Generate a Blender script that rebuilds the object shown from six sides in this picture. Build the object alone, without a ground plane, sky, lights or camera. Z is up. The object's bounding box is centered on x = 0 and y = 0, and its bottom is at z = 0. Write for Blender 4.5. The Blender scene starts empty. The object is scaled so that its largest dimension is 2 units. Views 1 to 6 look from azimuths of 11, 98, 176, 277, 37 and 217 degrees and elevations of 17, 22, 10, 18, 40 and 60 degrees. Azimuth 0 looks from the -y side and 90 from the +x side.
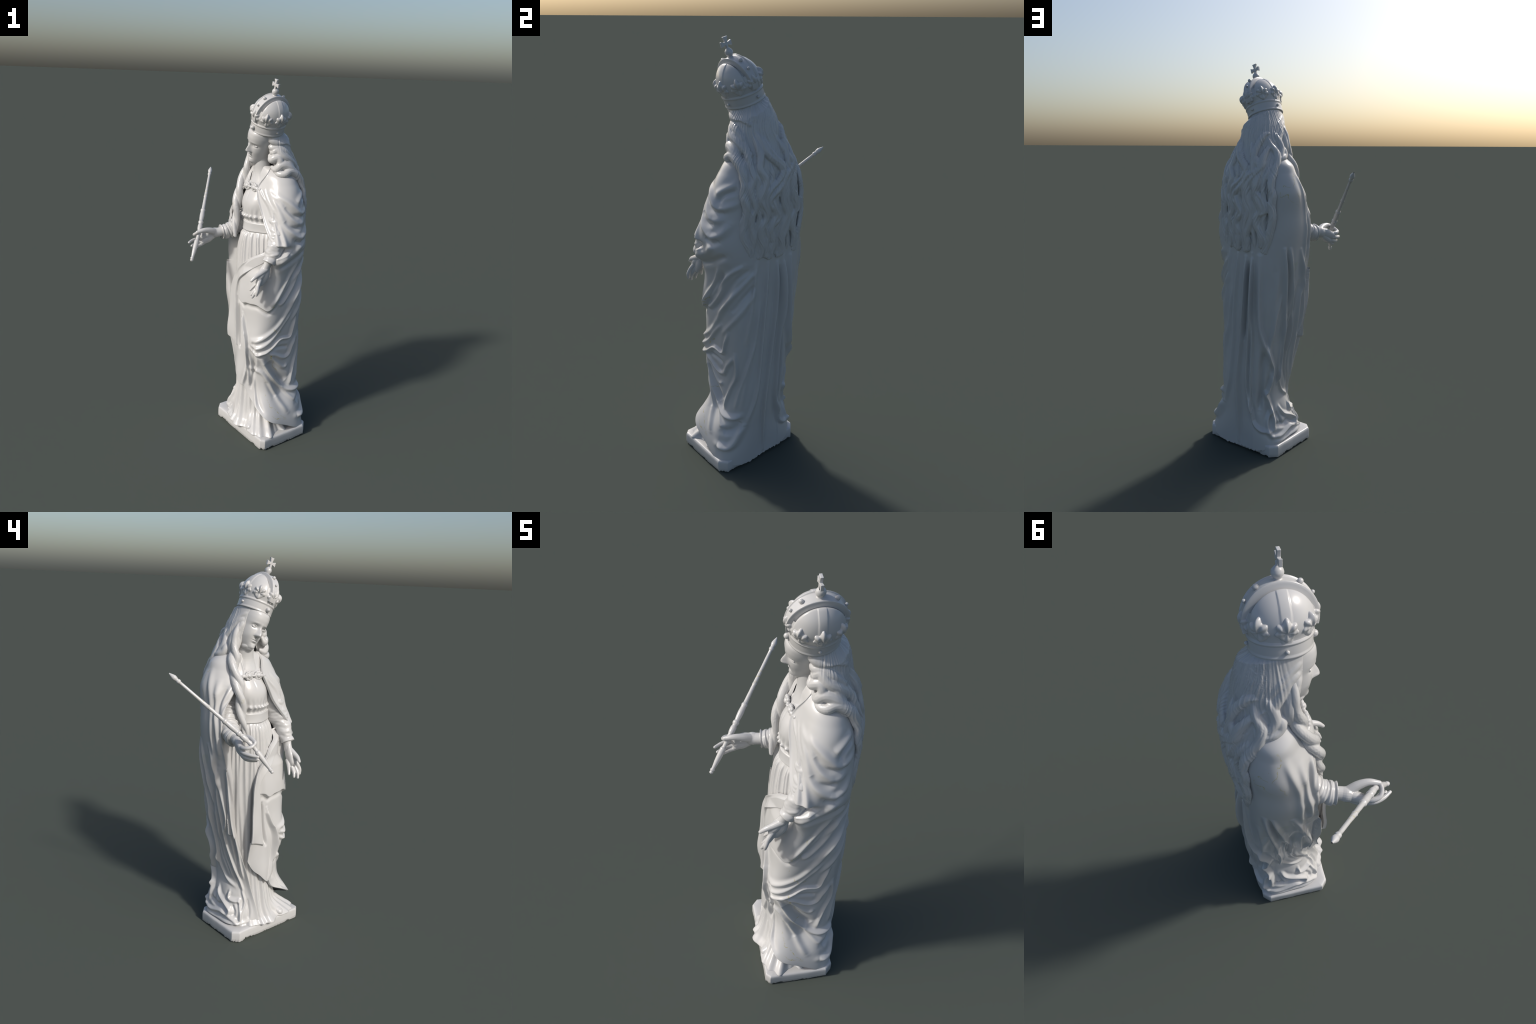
# Crowned robed woman with a sceptre: glazed white statue on a chamfered plinth.
# Built in the statue's own frame (faces -y, its left hand at +x) and turned into the world at the end.
import numpy as np
from math import pi, sin, cos, radians, degrees, sqrt, atan2, exp

TURN = radians(-42.0)            # heading of the statue about z
SPOT = (0.085, -0.045)           # where the plinth centre stands
AXIS = np.array([-0.05, 0.04])   # polar axis of the drapery

# ------------------------------------------------------------------ maths
def spline(xs, ys, x):
    """monotone-ish cubic (Catmull-Rom) through control points, clamped ends"""
    xs = np.asarray(xs, float); ys = np.asarray(ys, float); x = np.clip(x, xs[0], xs[-1])
    m = np.gradient(ys, xs, axis=0)
    i = np.clip(np.searchsorted(xs, x, side='right') - 1, 0, len(xs) - 2)
    h = xs[i + 1] - xs[i]; t = (x - xs[i]) / h
    t2, t3 = t * t, t * t * t
    if ys.ndim == 2:
        h = h[..., None]; t = t[..., None]; t2 = t2[..., None]; t3 = t3[..., None]
    return ((2*t3 - 3*t2 + 1) * ys[i] + (t3 - 2*t2 + t) * h * m[i]
            + (-2*t3 + 3*t2) * ys[i + 1] + (t3 - t2) * h * m[i + 1])

def smooth(a, b, x):
    t = np.clip((x - a) / (b - a), 0, 1)
    return t * t * (3 - 2 * t)

# ------------------------------------------------------------------ drapery envelope
# cross-sections of the wrapped figure: height, centre x, y, half width, half depth, squareness
SECTIONS = [
    # z     cx      cy     a      b     n
    (0.00,  0.000, 0.020, 0.236, 0.165, 4.2),
    (0.06,  0.000, 0.020, 0.234, 0.165, 4.0),
    (0.12,  0.000, 0.024, 0.224, 0.161, 3.5),
    (0.20,  0.004, 0.030, 0.198, 0.155, 3.0),
    (0.30, -0.004, 0.040, 0.168, 0.152, 2.9),
    (0.40, -0.018, 0.038, 0.166, 0.158, 3.0),
    (0.60, -0.034, 0.030, 0.180, 0.162, 3.2),
    (0.80, -0.047, 0.030, 0.203, 0.165, 3.1),
    (1.00, -0.064, 0.034, 0.220, 0.159, 2.8),
    (1.10, -0.062, 0.032, 0.236, 0.162, 2.6),
    (1.20, -0.058, 0.032, 0.250, 0.162, 2.4),
    (1.30, -0.059, 0.042, 0.238, 0.153, 2.2),
    (1.40, -0.063, 0.056, 0.215, 0.134, 2.1),
    (1.46, -0.070, 0.062, 0.192, 0.115, 2.0),
    (1.51, -0.080, 0.062, 0.162, 0.095, 2.0),
    (1.54, -0.085, 0.060, 0.115, 0.075, 2.0),
    (1.57, -0.088, 0.055, 0.060, 0.060, 2.0),
]
_SZ = [s[0] for s in SECTIONS]; _SV = [s[1:] for s in SECTIONS]

def envelope(phi, z):
    """distance from AXIS to the drapery envelope; phi = 0 front, +90 deg = the statue's left"""
    p = spline(_SZ, _SV, z)
    cx, cy, a, b, n = (p[..., k] for k in range(5))
    dx, dy = np.sin(phi), -np.cos(phi)
    ox, oy = AXIS[0] - cx, AXIS[1] - cy
    lo = np.zeros(np.broadcast(phi, z).shape); hi = lo + 0.6
    for _ in range(22):
        mid = 0.5 * (lo + hi)
        f = np.abs((ox + mid*dx) / a) ** n + np.abs((oy + mid*dy) / b) ** n
        lo = np.where(f < 1, mid, lo); hi = np.where(f < 1, hi, mid)
    return 0.5 * (lo + hi)

# edges of the cloak, as angles (degrees) against height; the right edge falls to the plinth in front,
# the left edge runs clasp -> wrist, then back along the top of the part drawn across the front
EDGE_R = [(0.00, -4), (0.09, -4), (0.22, -12), (0.35, -24), (0.45, -35), (0.55, -45), (0.66, -53), (0.81, -56),
          (0.92, -58), (1.03, -62), (1.12, -66), (1.20, -66), (1.32, -62), (1.40, -52), (1.44, -45), (1.52, -55), (1.57, -60)]
EDGE_L = [(0.00, -27), (0.44, -27), (0.575, -24), (0.77, -23), (0.89, -21), (0.96, -14), (1.02, 2), (1.07, 22), (1.105, 46),
          (1.14, 60), (1.20, 54), (1.27, 44), (1.33, 33), (1.40, 18), (1.44, 12), (1.52, 40), (1.57, 60)]
# lower rim: angle of the left-hand parametrisation against height
HEM = [(-27, 0.445), (-15, 0.39), (0, 0.350), (8, 0.322), (15, 0.302), (22, 0.298), (30, 0.258), (48, 0.205), (65, 0.145), (82, 0.105), (100, 0.06), (116, 0.03), (132, 0.010),
       (155, 0.012), (180, 0.016), (205, 0.018), (222, 0.030), (240, 0.055), (270, 0.07), (300, 0.072), (330, 0.078), (356, 0.085)]

# folds of the cloak: height (mm, negative = furrow), half width (mm), spine [(angle, height above ground)]
FOLDS_SLEEVE = [  # hanging folds over the left arm
    (12, 16, [(65, 1.42), (80, 1.39), (90, 1.36), (102, 1.32), (112, 1.33), (126, 1.35)]),
    (8, 14, [(97, 1.38), (104, 1.4), (115, 1.42), (122, 1.43)]),
    (-12, 12, [(102, 1.35), (108, 1.38), (122, 1.4)]),
    (-12, 14, [(76, 1.36), (87, 1.32), (98, 1.31), (111, 1.31)]),
    (8, 14, [(52, 1.43), (68, 1.39), (77, 1.34), (88, 1.29), (97, 1.27), (109, 1.28)]),
    (-10, 14, [(74, 1.29), (81, 1.26), (91, 1.25), (99, 1.26)]),
    (14, 17, [(50, 1.42), (64, 1.36), (72, 1.29), (81, 1.24), (90, 1.21), (99, 1.2), (109, 1.22), (117, 1.26)]),
    (10, 12, [(38, 1.43), (59, 1.34), (67, 1.26), (73, 1.18), (77, 1.1)]),
    (-8, 9, [(61, 1.33), (67, 1.24), (70, 1.17)]),
    (8, 10, [(22, 1.43), (50, 1.36), (61, 1.27), (64, 1.16), (63, 1.05)]),
    (-12, 14, [(88, 1.19), (98, 1.17), (106, 1.19)]),
    (14, 18, [(63, 1.06), (76, 1.09), (89, 1.12), (99, 1.16)]),
    (-16, 16, [(69, 1.04), (85, 1.06), (100, 1.09), (113, 1.12)]),
]
FOLDS_LAP = [  # cloth drawn round the left hip and knee
    (9, 11, [(101, 1.05), (89, 0.97), (76, 0.9), (61, 0.82)]),
    (9, 12, [(112, 1.02), (99, 0.92), (82, 0.84), (72, 0.82)]),
    (-9, 10, [(106, 1.03), (92, 0.93), (73, 0.84)]),
    (10, 14, [(122, 0.95), (108, 0.87), (94, 0.79), (76, 0.7), (58, 0.645), (44, 0.615), (32, 0.60)]),
    (10, 12, [(98, 0.76), (86, 0.71), (67, 0.63), (54, 0.59), (42, 0.57), (33, 0.58)]),
    (13, 10, [(110, 0.73), (104, 0.67), (98, 0.61), (79, 0.61), (64, 0.565), (52, 0.54), (42, 0.53), (30, 0.56)]),
    (11, 12, [(116, 0.6), (106, 0.55), (99, 0.5), (87, 0.49), (71, 0.52), (57, 0.54)]),
    (7, 12, [(97, 0.44), (88, 0.43), (74, 0.47), (62, 0.52)]),
    (-20, 32, [(59, 0.48), (76, 0.39), (92, 0.33)]),
    (-8, 12, [(96, 0.55), (83, 0.56), (68, 0.56)]),
    (15, 14, [(51, 0.5), (62, 0.42), (76, 0.35), (90, 0.3), (103, 0.28), (118, 0.28), (126, 0.29)]),
    (11, 10, [(101, 0.31), (104, 0.36), (111, 0.43), (120, 0.51), (119, 0.62)]),
    (9, 11, [(26, 0.55), (34, 0.45), (40, 0.33), (45, 0.2)]),
    (10, 14, [(28, 0.43), (51, 0.41), (65, 0.33), (78, 0.24), (88, 0.17)]),
    (-8, 12, [(58, 0.36), (66, 0.3), (73, 0.26)]),
    (6, 10, [(49, 0.5), (64, 0.4), (82, 0.32), (99, 0.24), (105, 0.22)]),
]
FOLDS_HIP = [  # slanting folds drawn from the back to the left hip
    (9, 12, [(132, 1.07), (116, 1.03), (96, 0.95), (72, 0.84)]),
    (9, 13, [(147, 1.03), (130, 0.97), (113, 0.9), (93, 0.81)]),
    (8, 13, [(147, 0.93), (130, 0.85), (117, 0.79), (99, 0.71)]),
    (8, 12, [(155, 0.87), (146, 0.68), (134, 0.49), (126, 0.33)]),
    (-8, 12, [(139, 1.05), (122, 1.0), (105, 0.92), (84, 0.82)]),
    (-8, 12, [(147, 0.97), (130, 0.91), (115, 0.84)]),
]
FOLDS_BACK = [  # falling folds on the back
    (6, 11, [(146, 0.67), (135, 0.55), (124, 0.42), (119, 0.33)]),
    (7, 12, [(150, 1.07), (143, 0.88), (135, 0.68)]),
    (9, 12, [(171, 1.06), (164, 0.85), (157, 0.61), (149, 0.4), (134, 0.24)]),
    (13, 12, [(190, 1.05), (186, 0.83), (176, 0.59), (165, 0.34), (162, 0.04)]),
    (-12, 11, [(196, 1.02), (190, 0.83), (182, 0.62)]),
    (13, 12, [(204, 1.04), (200, 0.82), (193, 0.57), (190, 0.34), (202, 0.2)]),
    (13, 17, [(102, 0.13), (115, 0.13), (123, 0.17), (129, 0.23)]),
    (-10, 18, [(106, 0.2), (118, 0.22), (124, 0.26)]),
    (10, 12, [(203, 1.07), (201, 0.82), (202, 0.61), (197, 0.35), (199, 0.2), (215, 0.14), (240, 0.13)]),
    (16, 14, [(217, 1.06), (216, 0.75), (222, 0.63), (236, 0.52), (242, 0.45), (234, 0.35), (228, 0.33), (234, 0.29), (243, 0.2), (243, 0.14)]),
    (-12, 20, [(225, 0.57), (220, 0.43), (218, 0.34), (215, 0.24)]),
    (5, 14, [(241, 0.97), (239, 0.76), (240, 0.61)]),
    (11, 10, [(249, 1.1), (253, 0.89), (258, 0.67), (262, 0.48), (257, 0.37)]),
    (-8, 9, [(252, 1.1), (259, 0.89), (266, 0.7)]),
    (8, 9, [(255, 1.1), (265, 0.89), (276, 0.66), (274, 0.54)]),
    (9, 10, [(273, 1.09), (288, 0.87), (297, 0.71), (292, 0.61)]),
]
FOLDS_RIGHT = [  # falling folds on the right side
    (9, 12, [(269, 1.46), (275, 1.36), (279, 1.25), (279, 1.14), (281, 1.03), (280, 0.91)]),
    (13, 14, [(282, 1.41), (284, 1.29), (285, 1.21), (288, 1.12), (290, 1.04)]),
    (-9, 11, [(282, 1.34), (281, 1.25), (283, 1.19), (285, 1.1)]),
    (13, 13, [(298, 1.39), (293, 1.33), (291, 1.27), (292, 1.19), (296, 1.13), (302, 1.0)]),
    (-10, 11, [(293, 1.38), (288, 1.32), (288, 1.26), (291, 1.19), (293, 1.11)]),
    (9, 8, [(302, 1.33), (296, 1.29), (294, 1.25)]),
    (8, 7, [(303, 1.28), (301, 1.24)]),
    (12, 11, [(287, 0.97), (283, 0.81), (287, 0.67), (293, 0.53), (307, 0.4), (324, 0.29), (329, 0.25)]),
    (-9, 10, [(281, 0.64), (285, 0.47), (301, 0.37), (320, 0.29)]),
    (-10, 11, [(297, 0.96), (299, 0.85), (303, 0.71), (308, 0.57), (316, 0.44)]),
    (9, 9, [(305, 0.89), (308, 0.69), (315, 0.52), (322, 0.4), (328, 0.33)]),
    (9, 12, [(266, 0.93), (261, 0.74), (256, 0.6), (259, 0.42), (279, 0.32), (312, 0.27)]),
    (-9, 11, [(277, 0.92), (272, 0.75), (271, 0.61), (276, 0.46), (295, 0.35)]),
    (8, 12, [(248, 0.86), (238, 0.68), (233, 0.53), (239, 0.38)]),
]
FOLDS_FRONT = [
    (9, 9, [(8, 0.74), (16, 0.66), (24, 0.58), (26, 0.48), (22, 0.38), (17, 0.31)]),
    (-8, 10, [(37, 0.60), (39, 0.50), (37, 0.40), (33, 0.30)]),  # front panel
    (9, 9, [(20, 0.63), (25, 0.57), (27, 0.44), (30, 0.32)]),
    (7, 9, [(7, 0.72), (14, 0.66), (21, 0.62)]),
    (-12, 10, [(356, 0.77), (360, 0.64), (366, 0.53)]),
    (-7, 11, [(33, 0.58), (35, 0.5), (39, 0.38), (45, 0.26), (55, 0.19)]),
]

FOLDS_HEAP = [  # cloth heaped on the plinth at the right
    (16, 13, [(242, 0.25), (231, 0.19), (232, 0.13), (240, 0.10)]),
    (16, 12, [(261, 0.24), (272, 0.20), (290, 0.175), (303, 0.145), (300, 0.115)]),
    (14, 11, [(298, 0.24), (298, 0.205), (312, 0.195), (323, 0.20)]),
    (13, 9, [(321, 0.20), (323, 0.146), (323, 0.09)]),
    (14, 12, [(237, 0.105), (258, 0.10), (286, 0.12), (310, 0.10), (322, 0.075)]),
    (12, 9, [(327, 0.25), (332, 0.19), (326, 0.14), (323, 0.09)]),
    (-14, 13, [(246, 0.16), (268, 0.145), (285, 0.15), (300, 0.115)]),
    (-12, 12, [(252, 0.22), (258, 0.18), (262, 0.15)]),
    (-12, 11, [(308, 0.17), (313, 0.14), (312, 0.115)]),
    (10, 14, [(240, 0.075), (265, 0.072), (300, 0.075), (335, 0.08)]),
    (-10, 9, [(338, 0.20), (340, 0.14), (338, 0.10)]),
]

def fold_field(deg, z, folds, arm=0.2):
    out = np.zeros(np.broadcast(deg, z).shape)
    for h, w, pts in folds:
        p = np.asarray(pts, float)
        k = np.arange(len(p)); q = spline(k, p, np.linspace(0, len(p) - 1, (len(p) - 1)*5 + 1))
        mid = 0.5*(q[:, 0].min() + q[:, 0].max())
        d = (deg - mid + 180) % 360 - 180 + mid
        W = w*1e-3; m = 4.0*W
        sel = ((d > q[:, 0].min() - np.degrees(m/arm)) & (d < q[:, 0].max() + np.degrees(m/arm))
               & (z > q[:, 1].min() - m) & (z < q[:, 1].max() + m))
        if not sel.any(): continue
        X = np.radians(d[sel])*arm; Y = z[sel]
        Q = np.column_stack([np.radians(q[:, 0])*arm, q[:, 1]])
        best = np.full(X.shape, 9.0); bt = np.zeros(X.shape)
        n = len(Q) - 1
        for i in range(n):
            a, b = Q[i], Q[i+1]; e = b - a; L2 = e @ e + 1e-12
            t = np.clip(((X - a[0])*e[0] + (Y - a[1])*e[1]) / L2, 0, 1)
            dd = (X - a[0] - t*e[0])**2 + (Y - a[1] - t*e[1])**2
            up = dd < best
            best = np.where(up, dd, best); bt = np.where(up, (i + t)/n, bt)
        taper = np.clip(np.minimum(bt, 1 - bt)/0.16, 0, 1); taper = 0.25 + 0.75*taper*(2 - taper)
        x2 = best/(W*W)
        out[sel] += h*1e-3*taper*(1.25*np.exp(-x2) - 0.42*np.exp(-x2/3.6))
    return out
# ==== END PURE

import bpy, bmesh
from mathutils import Vector, Matrix, noise as mnoise
RNG = np.random.default_rng(7)

# ------------------------------------------------------------------ materials
def make_material(name):
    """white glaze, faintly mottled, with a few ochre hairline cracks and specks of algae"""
    m = bpy.data.materials.new(name); m.use_nodes = True
    nt = m.node_tree; N = nt.nodes; L = nt.links
    b = N['Principled BSDF']
    b.inputs['Roughness'].default_value = 0.26
    b.inputs['IOR'].default_value = 1.5
    tc = N.new('ShaderNodeTexCoord')
    def noise(scale, detail=3.0, vec=None):
        n = N.new('ShaderNodeTexNoise'); n.inputs['Scale'].default_value = scale; n.inputs['Detail'].default_value = detail
        L.new(vec if vec is not None else tc.outputs['Object'], n.inputs['Vector']); return n
    def ramp(src, a, b_, lo=0.0, hi=1.0):
        r = N.new('ShaderNodeMapRange'); r.inputs['From Min'].default_value = a; r.inputs['From Max'].default_value = b_
        r.inputs['To Min'].default_value = lo; r.inputs['To Max'].default_value = hi
        L.new(src, r.inputs['Value']); return r.outputs['Result']
    def mul(a, b_):
        n = N.new('ShaderNodeMath'); n.operation = 'MULTIPLY'; L.new(a, n.inputs[0]); L.new(b_, n.inputs[1]); return n.outputs[0]
    def mix(fac, a, colour):
        n = N.new('ShaderNodeMix'); n.data_type = 'RGBA'
        L.new(fac, n.inputs['Factor'])
        if hasattr(a, 'links'): L.new(a, n.inputs['A'])
        else: n.inputs['A'].default_value = (*a, 1)
        n.inputs['B'].default_value = (*colour, 1); return n.outputs['Result']
    base = mix(ramp(noise(6.0).outputs['Fac'], 0.35, 0.65), (0.505, 0.503, 0.500), (0.485, 0.482, 0.476))
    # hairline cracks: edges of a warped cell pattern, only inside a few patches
    warp = noise(14.0, 4.0); add_ = N.new('ShaderNodeVectorMath'); add_.operation = 'MULTIPLY_ADD'
    L.new(warp.outputs['Color'], add_.inputs[0]); add_.inputs[1].default_value = (0.10, 0.10, 0.10); L.new(tc.outputs['Object'], add_.inputs[2])
    vor = N.new('ShaderNodeTexVoronoi'); vor.feature = 'DISTANCE_TO_EDGE'; vor.inputs['Scale'].default_value = 4.5
    L.new(add_.outputs['Vector'], vor.inputs['Vector'])
    line = ramp(vor.outputs['Distance'], 0.003, 0.008, 1.0, 0.0)
    sep = N.new('ShaderNodeSeparateXYZ'); L.new(tc.outputs['Object'], sep.inputs[0])
    side = mul(ramp(sep.outputs['X'], 0.11, 0.14), mul(ramp(sep.outputs['Y'], -0.085, -0.06), mul(ramp(sep.outputs['Y'], 0.02, 0.0), ramp(sep.outputs['Z'], 1.0, 0.9))))   # the left flank
    shoulder = mul(ramp(sep.outputs['X'], -0.15, -0.18), mul(ramp(sep.outputs['Z'], 1.30, 1.36, 0.0, 0.5), ramp(sep.outputs['Z'], 1.52, 1.47)))                              # the right shoulder
    mx = N.new('ShaderNodeMath'); mx.operation = 'MAXIMUM'; L.new(side, mx.inputs[0]); L.new(shoulder, mx.inputs[1])
    patch = mx.outputs[0]
    base = mix(mul(mul(line, patch), ramp(noise(40.0).outputs['Fac'], 0.42, 0.55)), base, (0.40, 0.34, 0.08))
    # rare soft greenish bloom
    bloom = mul(ramp(noise(9.0, 2.0).outputs['Fac'], 0.69, 0.80, 0.0, 0.45), ramp(noise(2.1, 1.0).outputs['Fac'], 0.56, 0.66))
    base = mix(bloom, base, (0.36, 0.40, 0.27))
    L.new(base, b.inputs['Base Color'])
    bump = N.new('ShaderNodeBump'); bump.inputs['Strength'].default_value = 0.04; bump.inputs['Distance'].default_value = 0.002
    L.new(noise(55.0, 3.0).outputs['Fac'], bump.inputs['Height']); L.new(bump.outputs['Normal'], b.inputs['Normal'])
    return m

GLAZE = make_material('white_glaze')

# ------------------------------------------------------------------ mesh helpers
ROOT = bpy.data.objects.new('crowned_statue', None)
bpy.context.scene.collection.objects.link(ROOT)
ROOT.location = (SPOT[0], SPOT[1], 0); ROOT.rotation_euler = (0, 0, TURN)
ROOT['label'] = 'glossy white statue of a crowned robed woman with sceptre'
ROOT['category'] = 'statue'

def add(name, mesh, parent=None, mat=None, matrix=None, shade=True):
    o = bpy.data.objects.new(name, mesh)
    bpy.context.scene.collection.objects.link(o)
    o.parent = parent or ROOT
    if matrix is not None: o.matrix_local = matrix
    if not mesh.materials: mesh.materials.append(mat or GLAZE)
    if shade: mesh.polygons.foreach_set('use_smooth', np.ones(len(mesh.polygons), bool))
    return o

def mesh_from(name, V, F):
    me = bpy.data.meshes.new(name)
    V = np.asarray(V, np.float32); F = np.asarray(F, np.int32)
    me.vertices.add(len(V)); me.vertices.foreach_set('co', V.ravel())
    k = F.shape[1]
    me.loops.add(F.size); me.loops.foreach_set('vertex_index', F.ravel())
    me.polygons.add(len(F)); me.polygons.foreach_set('loop_start', np.arange(0, F.size, k, dtype=np.int32))
    me.update(calc_edges=True); me.validate()
    return me

def grid_faces(nu, nv, close_u=False, base=0, flip=False):
    """vertex index = i*nv + j, i over u, j over v"""
    i = np.arange(nu if close_u else nu - 1); j = np.arange(nv - 1)
    I, J = np.meshgrid(i, j, indexing='ij'); I2 = (I + 1) % nu
    F = np.stack([I*nv + J, I2*nv + J, I2*nv + J + 1, I*nv + J + 1], -1).reshape(-1, 4) + base
    return F[:, ::-1] if flip else F

def merge(parts):
    """join (V, F) pairs of quads"""
    Vs, Fs, n = [], [], 0
    for V, F in parts:
        Vs.append(V); Fs.append(np.asarray(F) + n); n += len(V)
    return np.vstack(Vs), np.vstack(Fs)

def tube(path, radii, seg=14, flat=None, normal=None, sub=1, cap=True):
    """swept tube; radii scalar per point; flat = thickness ratio along `normal` (vectors per point)"""
    P = np.asarray(path, float); r = np.asarray(radii, float)
    if np.ndim(r) == 0: r = np.full(len(P), float(r))
    if sub > 1 and len(P) > 2:
        d = np.r_[0, np.cumsum(np.linalg.norm(np.diff(P, axis=0), axis=1))]
        t = np.linspace(0, d[-1], (len(P) - 1) * sub + 1)
        Nn = None if normal is None or np.ndim(normal) == 1 else spline(d, np.asarray(normal, float), t)
        if Nn is not None: normal = Nn
        P = spline(d, P, t); r = spline(d, r, t)
        if flat is not None and np.ndim(flat): flat = spline(d, np.asarray(flat, float), t)
    n = len(P)
    T = np.gradient(P, axis=0); T /= np.linalg.norm(T, axis=1)[:, None] + 1e-12
    if normal is None:
        up = np.array([0, 0, 1.0]) if abs(T[0, 2]) < 0.9 else np.array([1.0, 0, 0])
        nrm = np.zeros((n, 3)); v = up - T[0] * (up @ T[0]); nrm[0] = v / np.linalg.norm(v)
        for k in range(1, n):
            v = nrm[k-1] - T[k] * (nrm[k-1] @ T[k]); nrm[k] = v / (np.linalg.norm(v) + 1e-12)
    else:
        nrm = np.broadcast_to(np.asarray(normal, float), P.shape)
        nrm = nrm - T * np.sum(nrm * T, 1)[:, None]; nrm = nrm / (np.linalg.norm(nrm, axis=1)[:, None] + 1e-12)
    B = np.cross(T, nrm)
    fl = np.ones(n) if flat is None else np.broadcast_to(np.asarray(flat, float), n)
    if cap:   # round the ends off
        k0 = [(-1, .0), (-.92, .39), (-.7, .71), (-.38, .92)]
        Pa = [P[0] + T[0]*r[0]*a for a, _ in k0]; Pb = [P[-1] - T[-1]*r[-1]*a for a, _ in k0[::-1]]
        ra = [max(r[0]*b, 1e-5) for _, b in k0]; rb = [max(r[-1]*b, 1e-5) for _, b in k0[::-1]]
        P = np.vstack([Pa, P, Pb]); r = np.r_[ra, r, rb]
        nrm = np.vstack([np.repeat(nrm[:1], 4, 0), nrm, np.repeat(nrm[-1:], 4, 0)])
        B = np.vstack([np.repeat(B[:1], 4, 0), B, np.repeat(B[-1:], 4, 0)])
        fl = np.r_[np.repeat(fl[:1], 4), fl, np.repeat(fl[-1:], 4)]; n = len(P)
    a = np.linspace(0, 2*pi, seg, endpoint=False)
    V = P[None] + r[None, :, None] * (np.cos(a)[:, None, None] * (nrm * fl[:, None])[None] + np.sin(a)[:, None, None] * B[None])
    return V.reshape(-1, 3), grid_faces(seg, n, True)

def ball(c, r, seg=24, ring=14, M=None):
    a = np.linspace(0, 2*pi, seg, endpoint=False); t = np.linspace(0.02, pi - 0.02, ring)
    A_, T_ = np.meshgrid(a, t, indexing='ij')
    V = np.stack([np.cos(A_)*np.sin(T_), np.sin(A_)*np.sin(T_), -np.cos(T_)], -1).reshape(-1, 3) * np.asarray(r)
    if M is not None: V = V @ np.asarray(M).T
    return V + np.asarray(c), grid_faces(seg, ring, True)

def lathe(profile, seg=48, sub=1):
    """profile [(radius, height)] about z"""
    p = np.asarray(profile, float)
    if sub > 1:
        t = np.arange(len(p)); p = spline(t, p, np.linspace(0, len(p) - 1, (len(p) - 1)*sub + 1))
    a = np.linspace(0, 2*pi, seg, endpoint=False)
    r = np.maximum(p[:, 0], 1e-5)
    V = np.stack([np.cos(a)[:, None]*r, np.sin(a)[:, None]*r, np.broadcast_to(p[:, 1], (seg, len(p)))], -1)
    return V.reshape(-1, 3), grid_faces(seg, len(p), True)

def fuse(name, parts, voxel=0.003, soften=4, factor=0.5):
    """one skin over overlapping closed pieces: voxel remesh and smoothing"""
    V, F = merge(parts)
    o = bpy.data.objects.new('tmp', mesh_from('tmp', V, F)); bpy.context.scene.collection.objects.link(o)
    r = o.modifiers.new('r', 'REMESH'); r.mode = 'VOXEL'; r.voxel_size = voxel; r.adaptivity = 0
    if soften:
        sm = o.modifiers.new('s', 'SMOOTH'); sm.iterations = soften; sm.factor = factor
    dg = bpy.context.evaluated_depsgraph_get()
    me = bpy.data.meshes.new_from_object(o.evaluated_get(dg)); me.name = name
    bpy.data.objects.remove(o)
    return me

def sheet(U_fn, nu, nv, thick, name, close=False):
    """U_fn(u, v) -> xyz of the outer surface and inward direction; the rim is rolled inwards by `thick`"""
    u = np.linspace(0, 1, nu, endpoint=not close); v = np.linspace(0, 1, nv)
    Ug, Vg = np.meshgrid(u, v, indexing='ij')
    P, D = U_fn(Ug, Vg)
    I = np.arange(nu*nv).reshape(nu, nv)
    V = [P.reshape(-1, 3)]; F = [grid_faces(nu, nv, close)]; n = nu*nv
    if close: rims = [(I[:, 0], True, True), (I[:, -1], True, False)]
    else: rims = [(np.r_[I[:, 0], I[-1, 1:], I[-2::-1, -1], I[0, -2:0:-1]], True, True)]
    Pf, Df = P.reshape(-1, 3), D.reshape(-1, 3)
    for idx, closed, flip in rims:
        prev = idx; m = len(idx)
        for k in (0.35, 0.8, 1.0):
            V.append(Pf[idx] + Df[idx]*thick*k)
            cur = n + np.arange(m); n += m
            q = np.stack([prev, np.roll(prev, -1), np.roll(cur, -1), cur], -1)
            F.append(q[:, ::-1] if flip else q); prev = cur
    return mesh_from(name, np.vstack(V), np.vstack(F))

def dvec(v): return np.asarray(v, float)

def mnoise3(P, freq, seed=0.0):
    f = np.broadcast_to(np.asarray(freq, float), (3,))
    return np.array([mnoise.noise((x*f[0] + seed, y*f[1] + seed*1.7, z*f[2] - seed)) for x, y, z in P])

def displace(me, fn):
    """push vertices along their normals by fn(coords, normals)"""
    n = len(me.vertices)
    co = np.zeros(n*3, np.float32); me.vertices.foreach_get('co', co); co = co.reshape(-1, 3)
    no = np.zeros(n*3, np.float32); me.vertices.foreach_get('normal', no); no = no.reshape(-1, 3)
    co = co + no*fn(co, no)[:, None]
    me.vertices.foreach_set('co', co.astype(np.float32).ravel()); me.update()

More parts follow.
